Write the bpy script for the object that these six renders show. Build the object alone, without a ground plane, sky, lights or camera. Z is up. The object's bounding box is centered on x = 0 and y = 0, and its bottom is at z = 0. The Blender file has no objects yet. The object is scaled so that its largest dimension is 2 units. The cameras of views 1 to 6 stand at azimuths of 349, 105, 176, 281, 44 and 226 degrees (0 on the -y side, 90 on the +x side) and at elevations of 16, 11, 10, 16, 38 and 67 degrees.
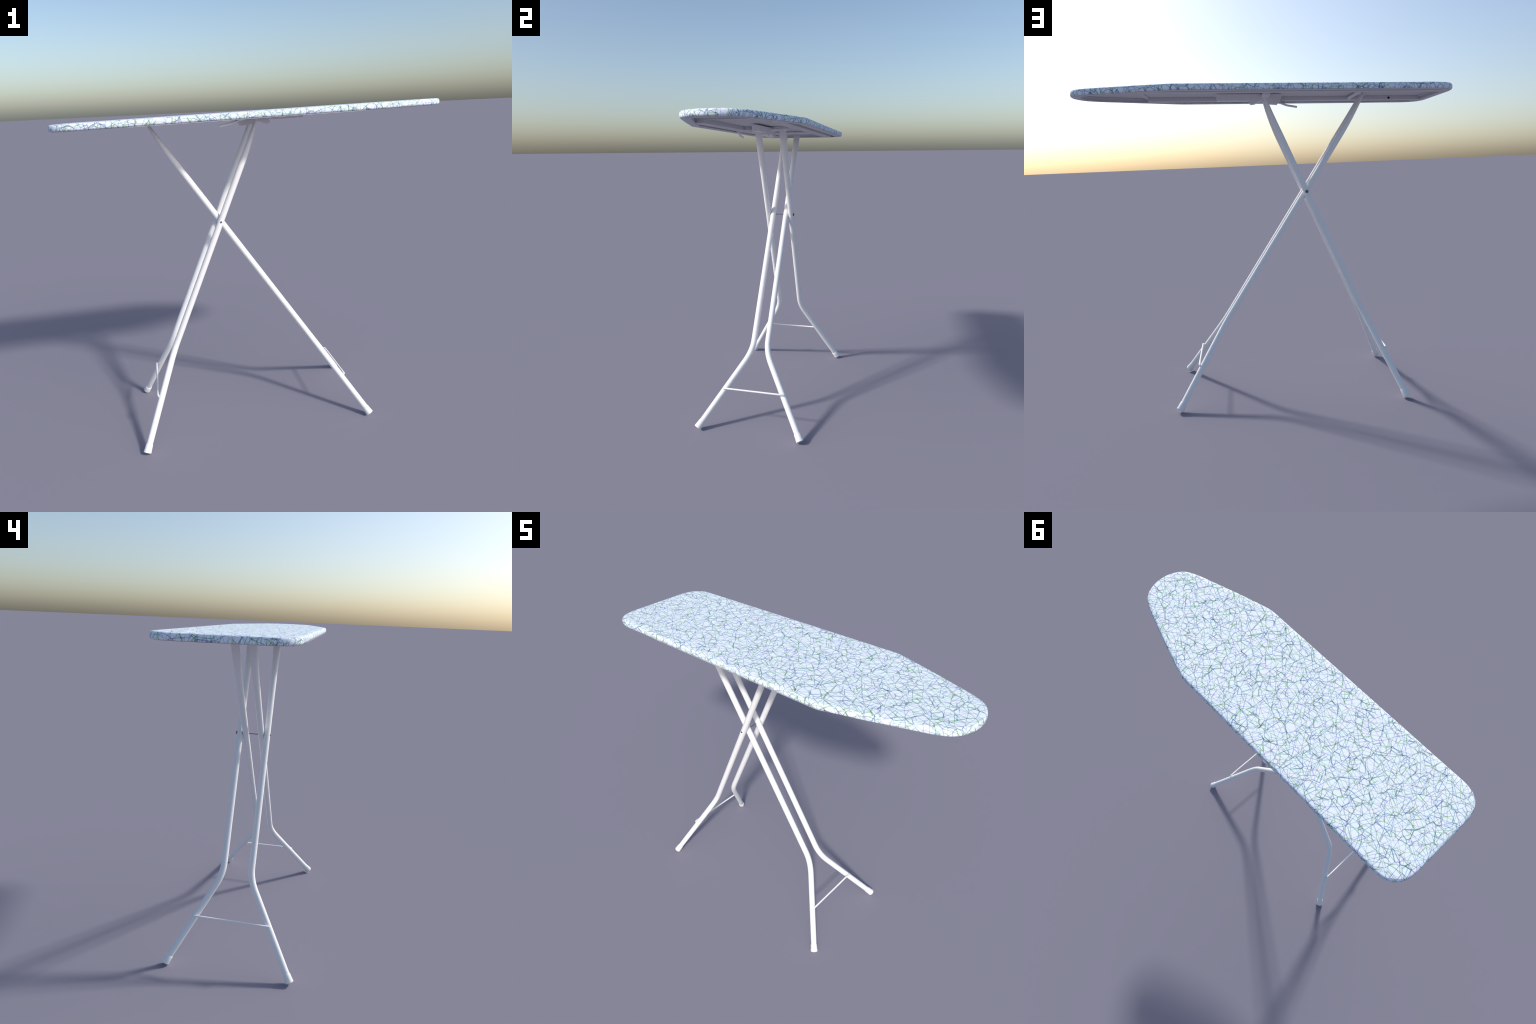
# Ironing board: padded cover with a scribbled-line print on a white metal
# tray, standing on two crossed pairs of white bent steel tubes.
import bpy, bmesh, math
import numpy as np
from mathutils import Vector, Matrix

SLOPE = 0.0203          # the board rises gently towards its nose
TOP_Z = 1.6950          # height of the cover's top at x = 0
HALF_W = 0.304
TILT = Matrix.Translation((0, 0.0033, TOP_Z)) @ Matrix.Rotation(-math.atan(SLOPE), 4, 'Y')

# ------------------------------------------------------------------ helpers
def new_mat(name):
    m = bpy.data.materials.new(name)
    m.use_nodes = True
    nt = m.node_tree
    return m, nt, nt.nodes["Principled BSDF"]

def link_mesh(name, verts, faces, mat, parent, matrix=None, smooth=40):
    me = bpy.data.meshes.new(name)
    me.from_pydata([tuple(v) for v in verts], [], faces)
    bm = bmesh.new()
    bm.from_mesh(me)
    bmesh.ops.recalc_face_normals(bm, faces=bm.faces)
    bm.to_mesh(me)
    bm.free()
    ob = bpy.data.objects.new(name, me)
    bpy.context.scene.collection.objects.link(ob)
    me.materials.append(mat)
    if smooth:
        me.shade_smooth()
        me.set_sharp_from_angle(angle=math.radians(smooth))
    ob.parent = parent
    if matrix is not None:
        ob.matrix_local = matrix
    return ob

def rings_mesh(rings, cap_first=True, cap_last=True):
    """Loft closed rings of equal length."""
    n = len(rings[0])
    verts = [v for r in rings for v in r]
    faces = []
    for i in range(len(rings) - 1):
        for j in range(n):
            k = (j + 1) % n
            faces.append((i * n + j, i * n + k, (i + 1) * n + k, (i + 1) * n + j))
    if cap_first:
        faces.append(tuple(range(n))[::-1])
    if cap_last:
        faces.append(tuple((len(rings) - 1) * n + j for j in range(n)))
    return verts, faces

def tube(path, ra, rb, plane_normal=None, seg=24):
    """Sweep an ellipse (ra across, rb along plane_normal) along a path."""
    path = [Vector(p) for p in path]
    rings = []
    for i, p in enumerate(path):
        t = (path[min(i + 1, len(path) - 1)] - path[max(i - 1, 0)]).normalized()
        if plane_normal is None:
            ref = Vector((0, 0, 1)) if abs(t.z) < 0.9 else Vector((1, 0, 0))
            n = (ref - t * ref.dot(t)).normalized()
        else:
            n = (plane_normal - t * plane_normal.dot(t)).normalized()
        e = t.cross(n)
        a = ra[i] if hasattr(ra, '__len__') else ra
        b = rb[i] if hasattr(rb, '__len__') else rb
        rings.append([p + e * (a * math.cos(w)) + n * (b * math.sin(w))
                      for w in (2 * math.pi * k / seg for k in range(seg))])
    return rings_mesh(rings)

def box(x0, x1, y0, y1, z0, z1):
    v = [(x, y, z) for z in (z0, z1) for y in (y0, y1) for x in (x0, x1)]
    f = [(0, 2, 3, 1), (4, 5, 7, 6), (0, 1, 5, 4), (2, 6, 7, 3), (0, 4, 6, 2), (1, 3, 7, 5)]
    return v, f

def merge(*parts):
    V, F = [], []
    for v, f in parts:
        o = len(V)
        V += list(v)
        F += [tuple(i + o for i in q) for q in f]
    return V, F

def bevel(ob, width, segments=2):
    bm = bmesh.new()
    bm.from_mesh(ob.data)
    edges = [e for e in bm.edges if e.is_manifold and e.calc_face_angle(0) > 0.6]
    bmesh.ops.bevel(bm, geom=edges, offset=width, segments=segments, affect='EDGES', profile=0.6, clamp_overlap=True)
    bm.to_mesh(ob.data)
    bm.free()
    ob.data.shade_smooth()
    ob.data.set_sharp_from_angle(angle=math.radians(40))

def interp(x, xs, ys):
    return float(np.interp(x, xs, ys))

# ---------------------------------------------------------------- materials
def paint_material(name, colour, rough):
    m, nt, bsdf = new_mat(name)
    N, L = nt.nodes.new, nt.links.new
    tc = N("ShaderNodeTexCoord")
    no = N("ShaderNodeTexNoise")
    no.inputs["Scale"].default_value = 60
    no.inputs["Detail"].default_value = 3
    L(tc.outputs["Object"], no.inputs["Vector"])
    mr = N("ShaderNodeMapRange")
    mr.inputs[3].default_value = rough - 0.02
    mr.inputs[4].default_value = rough + 0.02
    L(no.outputs["Fac"], mr.inputs[0])
    L(mr.outputs[0], bsdf.inputs["Roughness"])
    mix = N("ShaderNodeMix")
    mix.data_type = 'RGBA'
    mix.inputs[6].default_value = (*[c * 0.985 for c in colour], 1)
    mix.inputs[7].default_value = (*colour, 1)
    L(no.outputs["Fac"], mix.inputs[0])
    L(mix.outputs[2], bsdf.inputs["Base Color"])
    bsdf.inputs["Specular IOR Level"].default_value = 0.3
    return m

WHITE = paint_material("white_enamel", (0.84, 0.84, 0.84), 0.6)
TRAY = paint_material("tray_enamel", (0.63, 0.63, 0.64), 0.6)  # uniform grey-white, darker than white_enamel on the legs
PLASTIC = paint_material("white_plastic", (0.82, 0.82, 0.82), 0.5)

def steel_material():
    m, nt, bsdf = new_mat("dull_steel")
    N, L = nt.nodes.new, nt.links.new
    tc = N("ShaderNodeTexCoord")
    no = N("ShaderNodeTexNoise")
    no.inputs["Scale"].default_value = 200
    L(tc.outputs["Object"], no.inputs["Vector"])
    cr = N("ShaderNodeValToRGB")
    cr.color_ramp.elements[0].color = (0.10, 0.10, 0.105, 1)
    cr.color_ramp.elements[1].color = (0.16, 0.16, 0.17, 1)
    L(no.outputs["Fac"], cr.inputs["Fac"])
    L(cr.outputs["Color"], bsdf.inputs["Base Color"])
    bsdf.inputs["Metallic"].default_value = 0.6
    bsdf.inputs["Roughness"].default_value = 0.4
    return m
STEEL = steel_material()
BLACK = paint_material("dark_hole", (0.012, 0.012, 0.013), 0.8)

def mesh_material():
    """White expanded metal: a lattice of small slanted slots."""
    m, nt, bsdf = new_mat("expanded_metal")
    N, L = nt.nodes.new, nt.links.new
    tc = N("ShaderNodeTexCoord")
    mp = N("ShaderNodeMapping")
    mp.inputs["Rotation"].default_value = (0, 0, math.radians(38))
    mp.inputs["Scale"].default_value = (70, 70, 70)
    L(tc.outputs["Object"], mp.inputs["Vector"])
    vo = N("ShaderNodeTexVoronoi")
    vo.voronoi_dimensions = '2D'
    vo.inputs["Randomness"].default_value = 0.0
    vo.inputs["Scale"].default_value = 1
    L(mp.outputs[0], vo.inputs["Vector"])
    cr = N("ShaderNodeValToRGB")
    cr.color_ramp.elements[0].position = 0.22
    cr.color_ramp.elements[0].color = (0.40, 0.40, 0.41, 1)
    cr.color_ramp.elements[1].position = 0.34
    cr.color_ramp.elements[1].color = (0.64, 0.64, 0.65, 1)  # both ramp colours greyer than the white of the legs
    L(vo.outputs["Distance"], cr.inputs["Fac"])
    L(cr.outputs["Color"], bsdf.inputs["Base Color"])
    bp = N("ShaderNodeBump")
    bp.inputs["Strength"].default_value = 0.5
    bp.inputs["Distance"].default_value = 0.002
    L(vo.outputs["Distance"], bp.inputs["Height"])
    L(bp.outputs[0], bsdf.inputs["Normal"])
    bsdf.inputs["Roughness"].default_value = 0.55
    return m
MESH = mesh_material()

def cover_material():
    """White cotton printed with tangled straight blue and green strokes."""
    m, nt, bsdf = new_mat("printed_cotton")
    N, L = nt.nodes.new, nt.links.new
    tc = N("ShaderNodeTexCoord")
    # Unfold the sides: shift the plan position outwards by the depth below the top.
    sep = N("ShaderNodeSeparateXYZ")
    L(tc.outputs["Object"], sep.inputs[0])
    neg = N("ShaderNodeMath"); neg.operation = 'MULTIPLY'; neg.inputs[1].default_value = -1.0
    L(sep.outputs["Z"], neg.inputs[0])
    hz = N("ShaderNodeVectorMath"); hz.operation = 'MULTIPLY'; hz.inputs[1].default_value = (1, 1, 0)
    L(tc.outputs["Normal"], hz.inputs[0])
    un = N("ShaderNodeVectorMath"); un.operation = 'NORMALIZE'
    L(hz.outputs[0], un.inputs[0])
    sc = N("ShaderNodeVectorMath"); sc.operation = 'SCALE'
    L(un.outputs[0], sc.inputs[0]); L(neg.outputs[0], sc.inputs["Scale"])
    add = N("ShaderNodeVectorMath"); add.operation = 'ADD'
    L(tc.outputs["Object"], add.inputs[0]); L(sc.outputs[0], add.inputs[1])
    flat = N("ShaderNodeVectorMath"); flat.operation = 'MULTIPLY'
    flat.inputs[1].default_value = (1, 1, 0)
    L(add.outputs[0], flat.inputs[0])

    def noise(scale, shift, lo, hi):
        mp = N("ShaderNodeMapping"); mp.inputs["Location"].default_value = (shift, shift * 1.7, 0)
        L(flat.outputs[0], mp.inputs["Vector"])
        n = N("ShaderNodeTexNoise"); n.noise_dimensions = '2D'
        n.inputs["Scale"].default_value = scale; n.inputs["Detail"].default_value = 1.0
        L(mp.outputs[0], n.inputs["Vector"])
        r = N("ShaderNodeMapRange"); r.clamp = True
        r.inputs[1].default_value = 0.33; r.inputs[2].default_value = 0.67
        r.inputs[3].default_value = lo; r.inputs[4].default_value = hi
        L(n.outputs["Fac"], r.inputs[0])
        return r.outputs[0]

    def strokes(angle, scale, stretch, shift, width, strength):
        mp = N("ShaderNodeMapping")
        mp.inputs["Rotation"].default_value = (0, 0, math.radians(angle))
        mp.inputs["Location"].default_value = (shift, -shift * 0.6, 0)
        L(flat.outputs[0], mp.inputs["Vector"])
        st = N("ShaderNodeVectorMath"); st.operation = 'MULTIPLY'
        st.inputs[1].default_value = (scale * stretch, scale / stretch, 1)
        L(mp.outputs[0], st.inputs[0])
        vo = N("ShaderNodeTexVoronoi"); vo.voronoi_dimensions = '2D'
        vo.feature = 'DISTANCE_TO_EDGE'
        vo.inputs["Scale"].default_value = 1.0
        L(st.outputs[0], vo.inputs["Vector"])
        w = N("ShaderNodeMath"); w.operation = 'MULTIPLY'
        w.inputs[1].default_value = width * scale
        L(noise(14, shift + 3.1, 0.70, 1.35), w.inputs[0])
        d = N("ShaderNodeMath"); d.operation = 'DIVIDE'
        L(vo.outputs["Distance"], d.inputs[0]); L(w.outputs[0], d.inputs[1])
        r = N("ShaderNodeMapRange"); r.interpolation_type = 'SMOOTHSTEP'; r.clamp = True
        r.inputs[1].default_value = 0.55; r.inputs[2].default_value = 1.25
        r.inputs[3].default_value = 1.0; r.inputs[4].default_value = 0.0
        L(d.outputs[0], r.inputs[0])
        o = N("ShaderNodeMath"); o.operation = 'MULTIPLY'
        L(r.outputs[0], o.inputs[0])
        L(noise(18, shift + 8.3, strength * 0.55, strength), o.inputs[1])
        return o.outputs[0]

    # cloth ground: white, drifting between faint lilac and faint aqua
    ground = N("ShaderNodeMix"); ground.data_type = 'RGBA'
    ground.inputs[6].default_value = (*CLOTH_LILAC, 1)
    ground.inputs[7].default_value = (*CLOTH_AQUA, 1)
    L(noise(22, 1.3, 0, 1), ground.inputs[0])
    col = ground.outputs[2]
    for angle, scale, stretch, shift, width, strength, tint in STROKES:
        mx = N("ShaderNodeMix"); mx.data_type = 'RGBA'; mx.blend_type = 'MULTIPLY'
        L(strokes(angle, scale, stretch, shift, width, strength), mx.inputs[0])
        L(col, mx.inputs[6])
        mx.inputs[7].default_value = (*tint, 1)
        col = mx.outputs[2]
    L(col, bsdf.inputs["Base Color"])
    bsdf.inputs["Roughness"].default_value = 0.85
    bsdf.inputs["Specular IOR Level"].default_value = 0.15
    weave = N("ShaderNodeTexNoise"); weave.inputs["Scale"].default_value = 900
    L(tc.outputs["Object"], weave.inputs["Vector"])
    bp = N("ShaderNodeBump"); bp.inputs["Strength"].default_value = 0.08; bp.inputs["Distance"].default_value = 0.0006
    L(weave.outputs["Fac"], bp.inputs["Height"]); L(bp.outputs[0], bsdf.inputs["Normal"])
    return m

CLOTH_LILAC = (0.81, 0.84, 0.95)
CLOTH_AQUA = (0.77, 0.87, 0.95)
BLUE, GREEN, TEAL, SLATE = (0.14, 0.23, 0.50), (0.27, 0.52, 0.18), (0.09, 0.29, 0.24), (0.10, 0.18, 0.36)
#          angle scale stretch shift  width  strength tint
STROKES = [(12,  16.0, 1.55,  0.0,   0.0018, 0.74, BLUE),
           (64,  14.5, 1.65,  5.2,   0.0019, 0.82, GREEN),
           (-35, 13.5, 1.60,  9.7,   0.0018, 0.74, TEAL),
           (100, 16.0, 1.55, 14.9,   0.0018, 0.80, GREEN),
           (-70, 15.0, 1.70, 21.3,   0.0017, 0.70, SLATE),
           (38,  13.0, 1.70, 27.9,   0.0016, 0.62, BLUE)]
COVER = cover_material()

# ------------------------------------------------------------------ outline
def outline(step=0.012):
    """Plan of the board, counter-clockwise: square tail with round corners,
    parallel sides, a knee and a taper to the blunt nose."""
    half = [(-0.9988, 0.0), (-0.9988, 0.08), (-0.9985, 0.16), (-0.9955, 0.198), (-0.987, 0.233),
            (-0.969, 0.264), (-0.941, 0.287), (-0.905, 0.300), (-0.86, 0.3045), (-0.8, HALF_W),
            (-0.6, HALF_W), (-0.3, HALF_W), (0.0, HALF_W), (0.25, HALF_W), (0.36, 0.304), (0.42, 0.3040),
            (0.445, 0.3025), (0.465, 0.2985), (0.50, 0.2890), (0.55, 0.274), (0.63, 0.2500), (0.72, 0.2205), (0.80, 0.194), (0.87, 0.170), (0.91, 0.153),
            (0.942, 0.1345), (0.968, 0.107), (0.987, 0.068), (0.9965, 0.032), (0.9988, 0.0)]
    pts = [Vector((x, y, 0)) for x, y in half]
    pts = [Vector((p.x, -p.y, 0)) for p in pts[:-1]] + [Vector((p.x, p.y, 0)) for p in pts[:0:-1]]
    n = len(pts)
    out = []
    for i in range(n):      # centripetal-ish Catmull-Rom, resampled by length
        p0, p1, p2, p3 = pts[i - 1], pts[i], pts[(i + 1) % n], pts[(i + 2) % n]
        d = (p2 - p1).length
        m1 = (p2 - p0) / max((p2 - p1).length + (p1 - p0).length, 1e-6) * d
        m2 = (p3 - p1) / max((p3 - p2).length + (p2 - p1).length, 1e-6) * d
        k = max(2, round(d / step))
        for j in range(k):
            t = j / k
            h00, h10 = 2 * t**3 - 3 * t**2 + 1, t**3 - 2 * t**2 + t
            h01, h11 = -2 * t**3 + 3 * t**2, t**3 - t**2
            out.append(p1 * h00 + m1 * h10 + p2 * h01 + m2 * h11)
    return out

PLAN = outline()
NORMALS = []
for i, p in enumerate(PLAN):
    t = PLAN[(i + 1) % len(PLAN)] - PLAN[i - 1]
    NORMALS.append(Vector((t.y, -t.x, 0)).normalized())

def ring(inset, z):
    return [p - n * inset + Vector((0, 0, z)) for p, n in zip(PLAN, NORMALS)]

# -------------------------------------------------------------------- thing
thing = bpy.data.objects.new("ironing_board", None)
bpy.context.scene.collection.objects.link(thing)
thing["label"] = "ironing board with scribble printed cover on crossed white legs"
thing["category"] = "ironing board"

# ------------------------------------------------------- cover (closed shell)
HEM = -0.0310
profile = [(0.060, 0.0), (0.030, 0.0), (0.012, -0.0003), (0.0065, -0.0014), (0.0030, -0.0034), (0.0010, -0.0065),
           (-0.0005, -0.0105), (-0.0012, -0.0170), (-0.0008, -0.0230), (0.0010, -0.0275), (0.0048, HEM + 0.0008),
           (0.012, HEM), (0.050, HEM), (0.0505, HEM + 0.001), (0.048, HEM + 0.002), (0.012, HEM + 0.002), (0.008, -0.022), (0.008, -0.012),
           (0.014, -0.0065), (0.060, -0.0060)]
V, F = rings_mesh([ring(d, z) for d, z in profile])
cover = link_mesh("cover", V, F, COVER, thing, TILT, smooth=50)

# ------------------------------------------ metal tray: sheet, rim and rails
V, F = rings_mesh([ring(0.0155, -0.0072), ring(0.0155, -0.0088)])
link_mesh("mesh_panel", V, F, MESH, thing, TILT)

rim_prof = [(0.010, -0.0100), (0.010, -0.0285), (0.0455, -0.0285), (0.0455, -0.0090)]
R = [ring(d, z) for d, z in rim_prof]
V, F = rings_mesh(R + [R[0]], False, False)
link_mesh("rim", V, F, TRAY, thing, TILT, smooth=30)

# flange of the tray under the hem; it reaches the edge along the straight sides
def flange_ring(reach, z):
    out = []
    for p, n in zip(PLAN, NORMALS):
        d = interp(p.x, (-1.0, -0.75, -0.62, 0.44, 0.6, 1.0), (0.012, 0.011, 0.0045, 0.0045, 0.014, 0.026)) if reach else 0.0455
        out.append(p - n * d + Vector((0, 0, z)))
    return out
R = [flange_ring(a, z) for a, z in ((1, HEM - 0.0003), (1, HEM - 0.0016), (0, HEM - 0.0016), (0, HEM - 0.0003))]
V, F = rings_mesh(R + [R[0]], False, False)
link_mesh("flange", V, F, TRAY, thing, TILT, smooth=30)
for side in (-1, 1):        # long channel rails that carry the leg pivots
    a, c = sorted((side * 0.155, side * 0.218))
    V, F = box(-0.955, 0.63, a, c, -0.0312, -0.0080)
    rail = link_mesh("rail", V, F, TRAY, thing, TILT)
    bevel(rail, 0.003, 3)
    # dark punched hole near the tail, on both faces of the rail
    for y, o in ((side * 0.155, -side), (side * 0.218, side)):
        rr = [[(-0.765 + r * math.cos(w), y + o * d, -0.021 + r * math.sin(w)) for w in
               (2 * math.pi * k / 16 for k in range(16))] for r, d in ((0.0068, -0.001), (0.0068, 0.0006))]
        V, F = rings_mesh(rr)
        h = link_mesh("punched_hole", V, F, BLACK, rail)

# cross brace of the tray near the tail and near the nose
for x in (-0.955, 0.62):
    V, F = box(x, x + 0.02, -0.2, 0.2, -0.016, -0.0085)
    link_mesh("cross_brace", V, F, TRAY, thing, TILT)

# --------------------------------------------------------------------- legs
PIVOT_X, PIVOT_Z = -0.232, 1.145
R_LEG = 0.0166

def leg_path(m, y_in, z_knee, spread, z_end, top):
    """Centre line of one tube: straight and upright in y, bent outwards at the
    knee; x follows z linearly, the flattened top curls upright."""
    zs = list(np.linspace(z_end, z_knee - 0.062, 8)) + list(np.linspace(z_knee - 0.05, z_knee + 0.055, 9)) \
        + list(np.linspace(z_knee + 0.08, 1.30, 14)) + list(np.linspace(1.34, 1.664, 16))
    pts = []
    for z in zs:
        x = PIVOT_X + m * (z - PIVOT_Z)
        h = 0.055               # knee rounding
        u = z_knee - z
        if u > h:
            dy = spread * u
        elif u < -h:
            dy = 0.0
        else:
            dy = spread * (u + h) ** 2 / (4 * h)
        if z > 1.46:            # curl
            x += top * ((z - 1.46) / 0.2) ** 2
        pts.append(Vector((x, y_in + dy, z)))
    return pts

LEGS = []
FRAMES = (("leg", 0.434, 0.074, 0.447, 0.585, 0.0121, -0.012, Vector((-1, 0, 0.434)).normalized()),
          ("leg", -0.664, 0.0420, 0.400, 0.660, 0.0136, 0.011, Vector((1, 0, 0.664)).normalized()))
for name, m, y_in, z_knee, spread, z_end, top, out in FRAMES:
    for side in (-1, 1):
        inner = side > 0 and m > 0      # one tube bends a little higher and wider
        flare, knee = (spread - 0.024, z_knee + 0.008) if inner else (spread - 0.003, z_knee)
        pts = [Vector((p.x, side * p.y, p.z)) for p in leg_path(m, y_in, knee, flare, z_end, top)]
        ra = [interp(p.z, (0, 1.30, 1.45, 1.60, 1.67), (R_LEG, R_LEG, 0.0172, 0.0208, 0.0212)) for p in pts]
        rb = [interp(p.z, (0, 1.46, 1.53, 1.60, 1.64, 1.67), (R_LEG, R_LEG, 0.0142, 0.0105, 0.0072, 0.0060)) for p in pts]
        body = pts[:]
        axis = (pts[0] - pts[1]).normalized()
        body[0] = pts[0] - axis * 0.004
        V, F = tube(body, ra, rb, out)
        leg = link_mesh(name, V, F, WHITE, thing, smooth=60)
        # plastic end cap, flaring towards the floor
        end = pts[0]
        cap = [(-0.043, 0.0150), (-0.043, 0.0182), (-0.0415, 0.0188), (-0.020, 0.0195), (-0.004, 0.0210), (-0.001, 0.0208), (0.0, 0.0190)]
        V, F = tube([end + axis * s for s, r in cap], [r for s, r in cap], [r for s, r in cap], out, 28)
        c = link_mesh("foot_cap", V, F, PLASTIC, leg, smooth=50)
        LEGS.append((leg, pts))

# lowest point of the caps rests on the floor
bpy.context.view_layer.update()

# rungs welded to the outer face of the flared tubes, ends bent inwards
def rung(m, y_in, z_knee, spread, out, z):
    x = PIVOT_X + m * (z - PIVOT_Z)
    y = y_in + spread * (z_knee - z)
    base = Vector((x, 0, z))
    off = out * (R_LEG + 0.0062)
    pts = [base + off * 0.75 + Vector((0, s * (y + 0.0065), 0)) for s in (-1,)]
    pts += [base + off + Vector((0, t * (y - 0.001), 0)) for t in np.linspace(-1, 1, 9)]
    pts += [base + off * 0.75 + Vector((0, y + 0.0065, 0))]
    return tube(pts, 0.0050, 0.0050, out, 14)
fa, fb = FRAMES
link_mesh("rung", *rung(fa[1], fa[2], fa[3], fa[4], fa[7], 0.246), WHITE, thing)
link_mesh("rung", *rung(fb[1], fb[2], fb[3], fb[4], fb[7], 0.204), WHITE, thing)

# ------------------------------------------------------------- scissor pivot
def cyl(y0, y1, r, seg=20, x=PIVOT_X, z=PIVOT_Z, rot=0.0):
    rings = [[(x + r * math.cos(w + rot), y, z + r * math.sin(w + rot)) for w in (2 * math.pi * k / seg for k in range(seg))] for y in (y0, y1)]
    return rings_mesh(rings)
link_mesh("pivot_pin", *cyl(-0.092, 0.097, 0.0021, 12), STEEL, thing)
nut = link_mesh("nut", *cyl(0.0885, 0.0945, 0.0095, 6, rot=math.pi / 6), STEEL, thing, smooth=20)
bevel(nut, 0.0008, 1)
bolt = link_mesh("bolt_head", *cyl(-0.0925, -0.0885, 0.0047, 16), STEEL, thing)
for y in (-0.0595, 0.0565):
    link_mesh("washer", *cyl(y, y + 0.003, 0.0085, 20), STEEL, thing)

# --------------------------------------------- leg heads and folding gear
def oval_bar(x, z, rx, rz, half, seg=28):
    rings = []
    for y, k in ((-half, 0.86), (-half + 0.003, 1.0), (half - 0.003, 1.0), (half, 0.86)):
        ringp = []
        for i in range(seg):
            w = 2 * math.pi * i / seg
            cx, cz = math.cos(w), math.sin(w)
            ringp.append((x + k * rx * math.copysign(abs(cx) ** 0.6, cx), y, z + k * rz * math.copysign(abs(cz) ** 0.6, cz)))
        rings.append(ringp)
    return rings_mesh(rings)
link_mesh("leg_crossbar", *oval_bar(-0.031, 1.6695, 0.0215, 0.0085, 0.106), WHITE, thing)
link_mesh("pivot_rod", *tube([(-0.527, y, 1.664) for y in np.linspace(-0.157, 0.157, 6)], 0.0095, 0.0095, seg=20), WHITE, thing)

# latch bracket: pressed plate with a jaw, a hook and the adjusting rack
plate = [(-0.118, 1.655), (-0.094, 1.623), (-0.040, 1.628), (-0.012, 1.641), (0.010, 1.640), (0.030, 1.629), (0.050, 1.627), (0.062, 1.636), (0.055, 1.652),
         (0.075, 1.6475), (0.236, 1.6505), (0.239, 1.681), (-0.118, 1.677)]
def extrude_y(poly, y0, y1):
    return rings_mesh([[(x, y0, z) for x, z in poly], [(x, y1, z) for x, z in poly]])
latch = link_mesh("latch_bracket", *extrude_y(plate, -0.036, 0.006), WHITE, thing, smooth=20)
for y in (-0.036, 0.006):   # fold lines of the plate
    link_mesh("latch_fold", *tube([(-0.112, y, 1.652), (-0.095, y, 1.628)], 0.002, 0.002, seg=8), WHITE, latch)

# release lever: rod across to a bent flat handle near the long side
link_mesh("lever_rod", *tube([(-0.112, y, 1.662) for y in np.linspace(-0.238, 0.0, 8)], 0.004, 0.004, seg=12), WHITE, thing)
handle = [Vector((-0.108, -0.236, 1.662)), Vector((-0.135, -0.236, 1.656)), Vector((-0.163, -0.237, 1.6445)), Vector((-0.172, -0.237, 1.642)), Vector((-0.231, -0.239, 1.631))]
link_mesh("release_lever", *tube(handle, 0.0080, 0.0060, Vector((0, 0, 1)), 12), WHITE, thing)
wire = [(-0.112, -0.03, 1.655), (-0.122, -0.03, 1.641), (-0.132, -0.03, 1.640), (-0.138, -0.03, 1.646), (-0.130, -0.03, 1.658)]
link_mesh("spring_wire", *tube(wire, 0.0011, 0.0011, seg=8), STEEL, thing)
# side cheeks of the pivot housing on the tray
for y0, y1 in ((-0.155, -0.120),):
    V, F = box(-0.10, 0.02, y0, y1, -0.030, -0.009)
    ob = link_mesh("pivot_housing", V, F, TRAY, thing, TILT)
    bevel(ob, 0.003, 2)
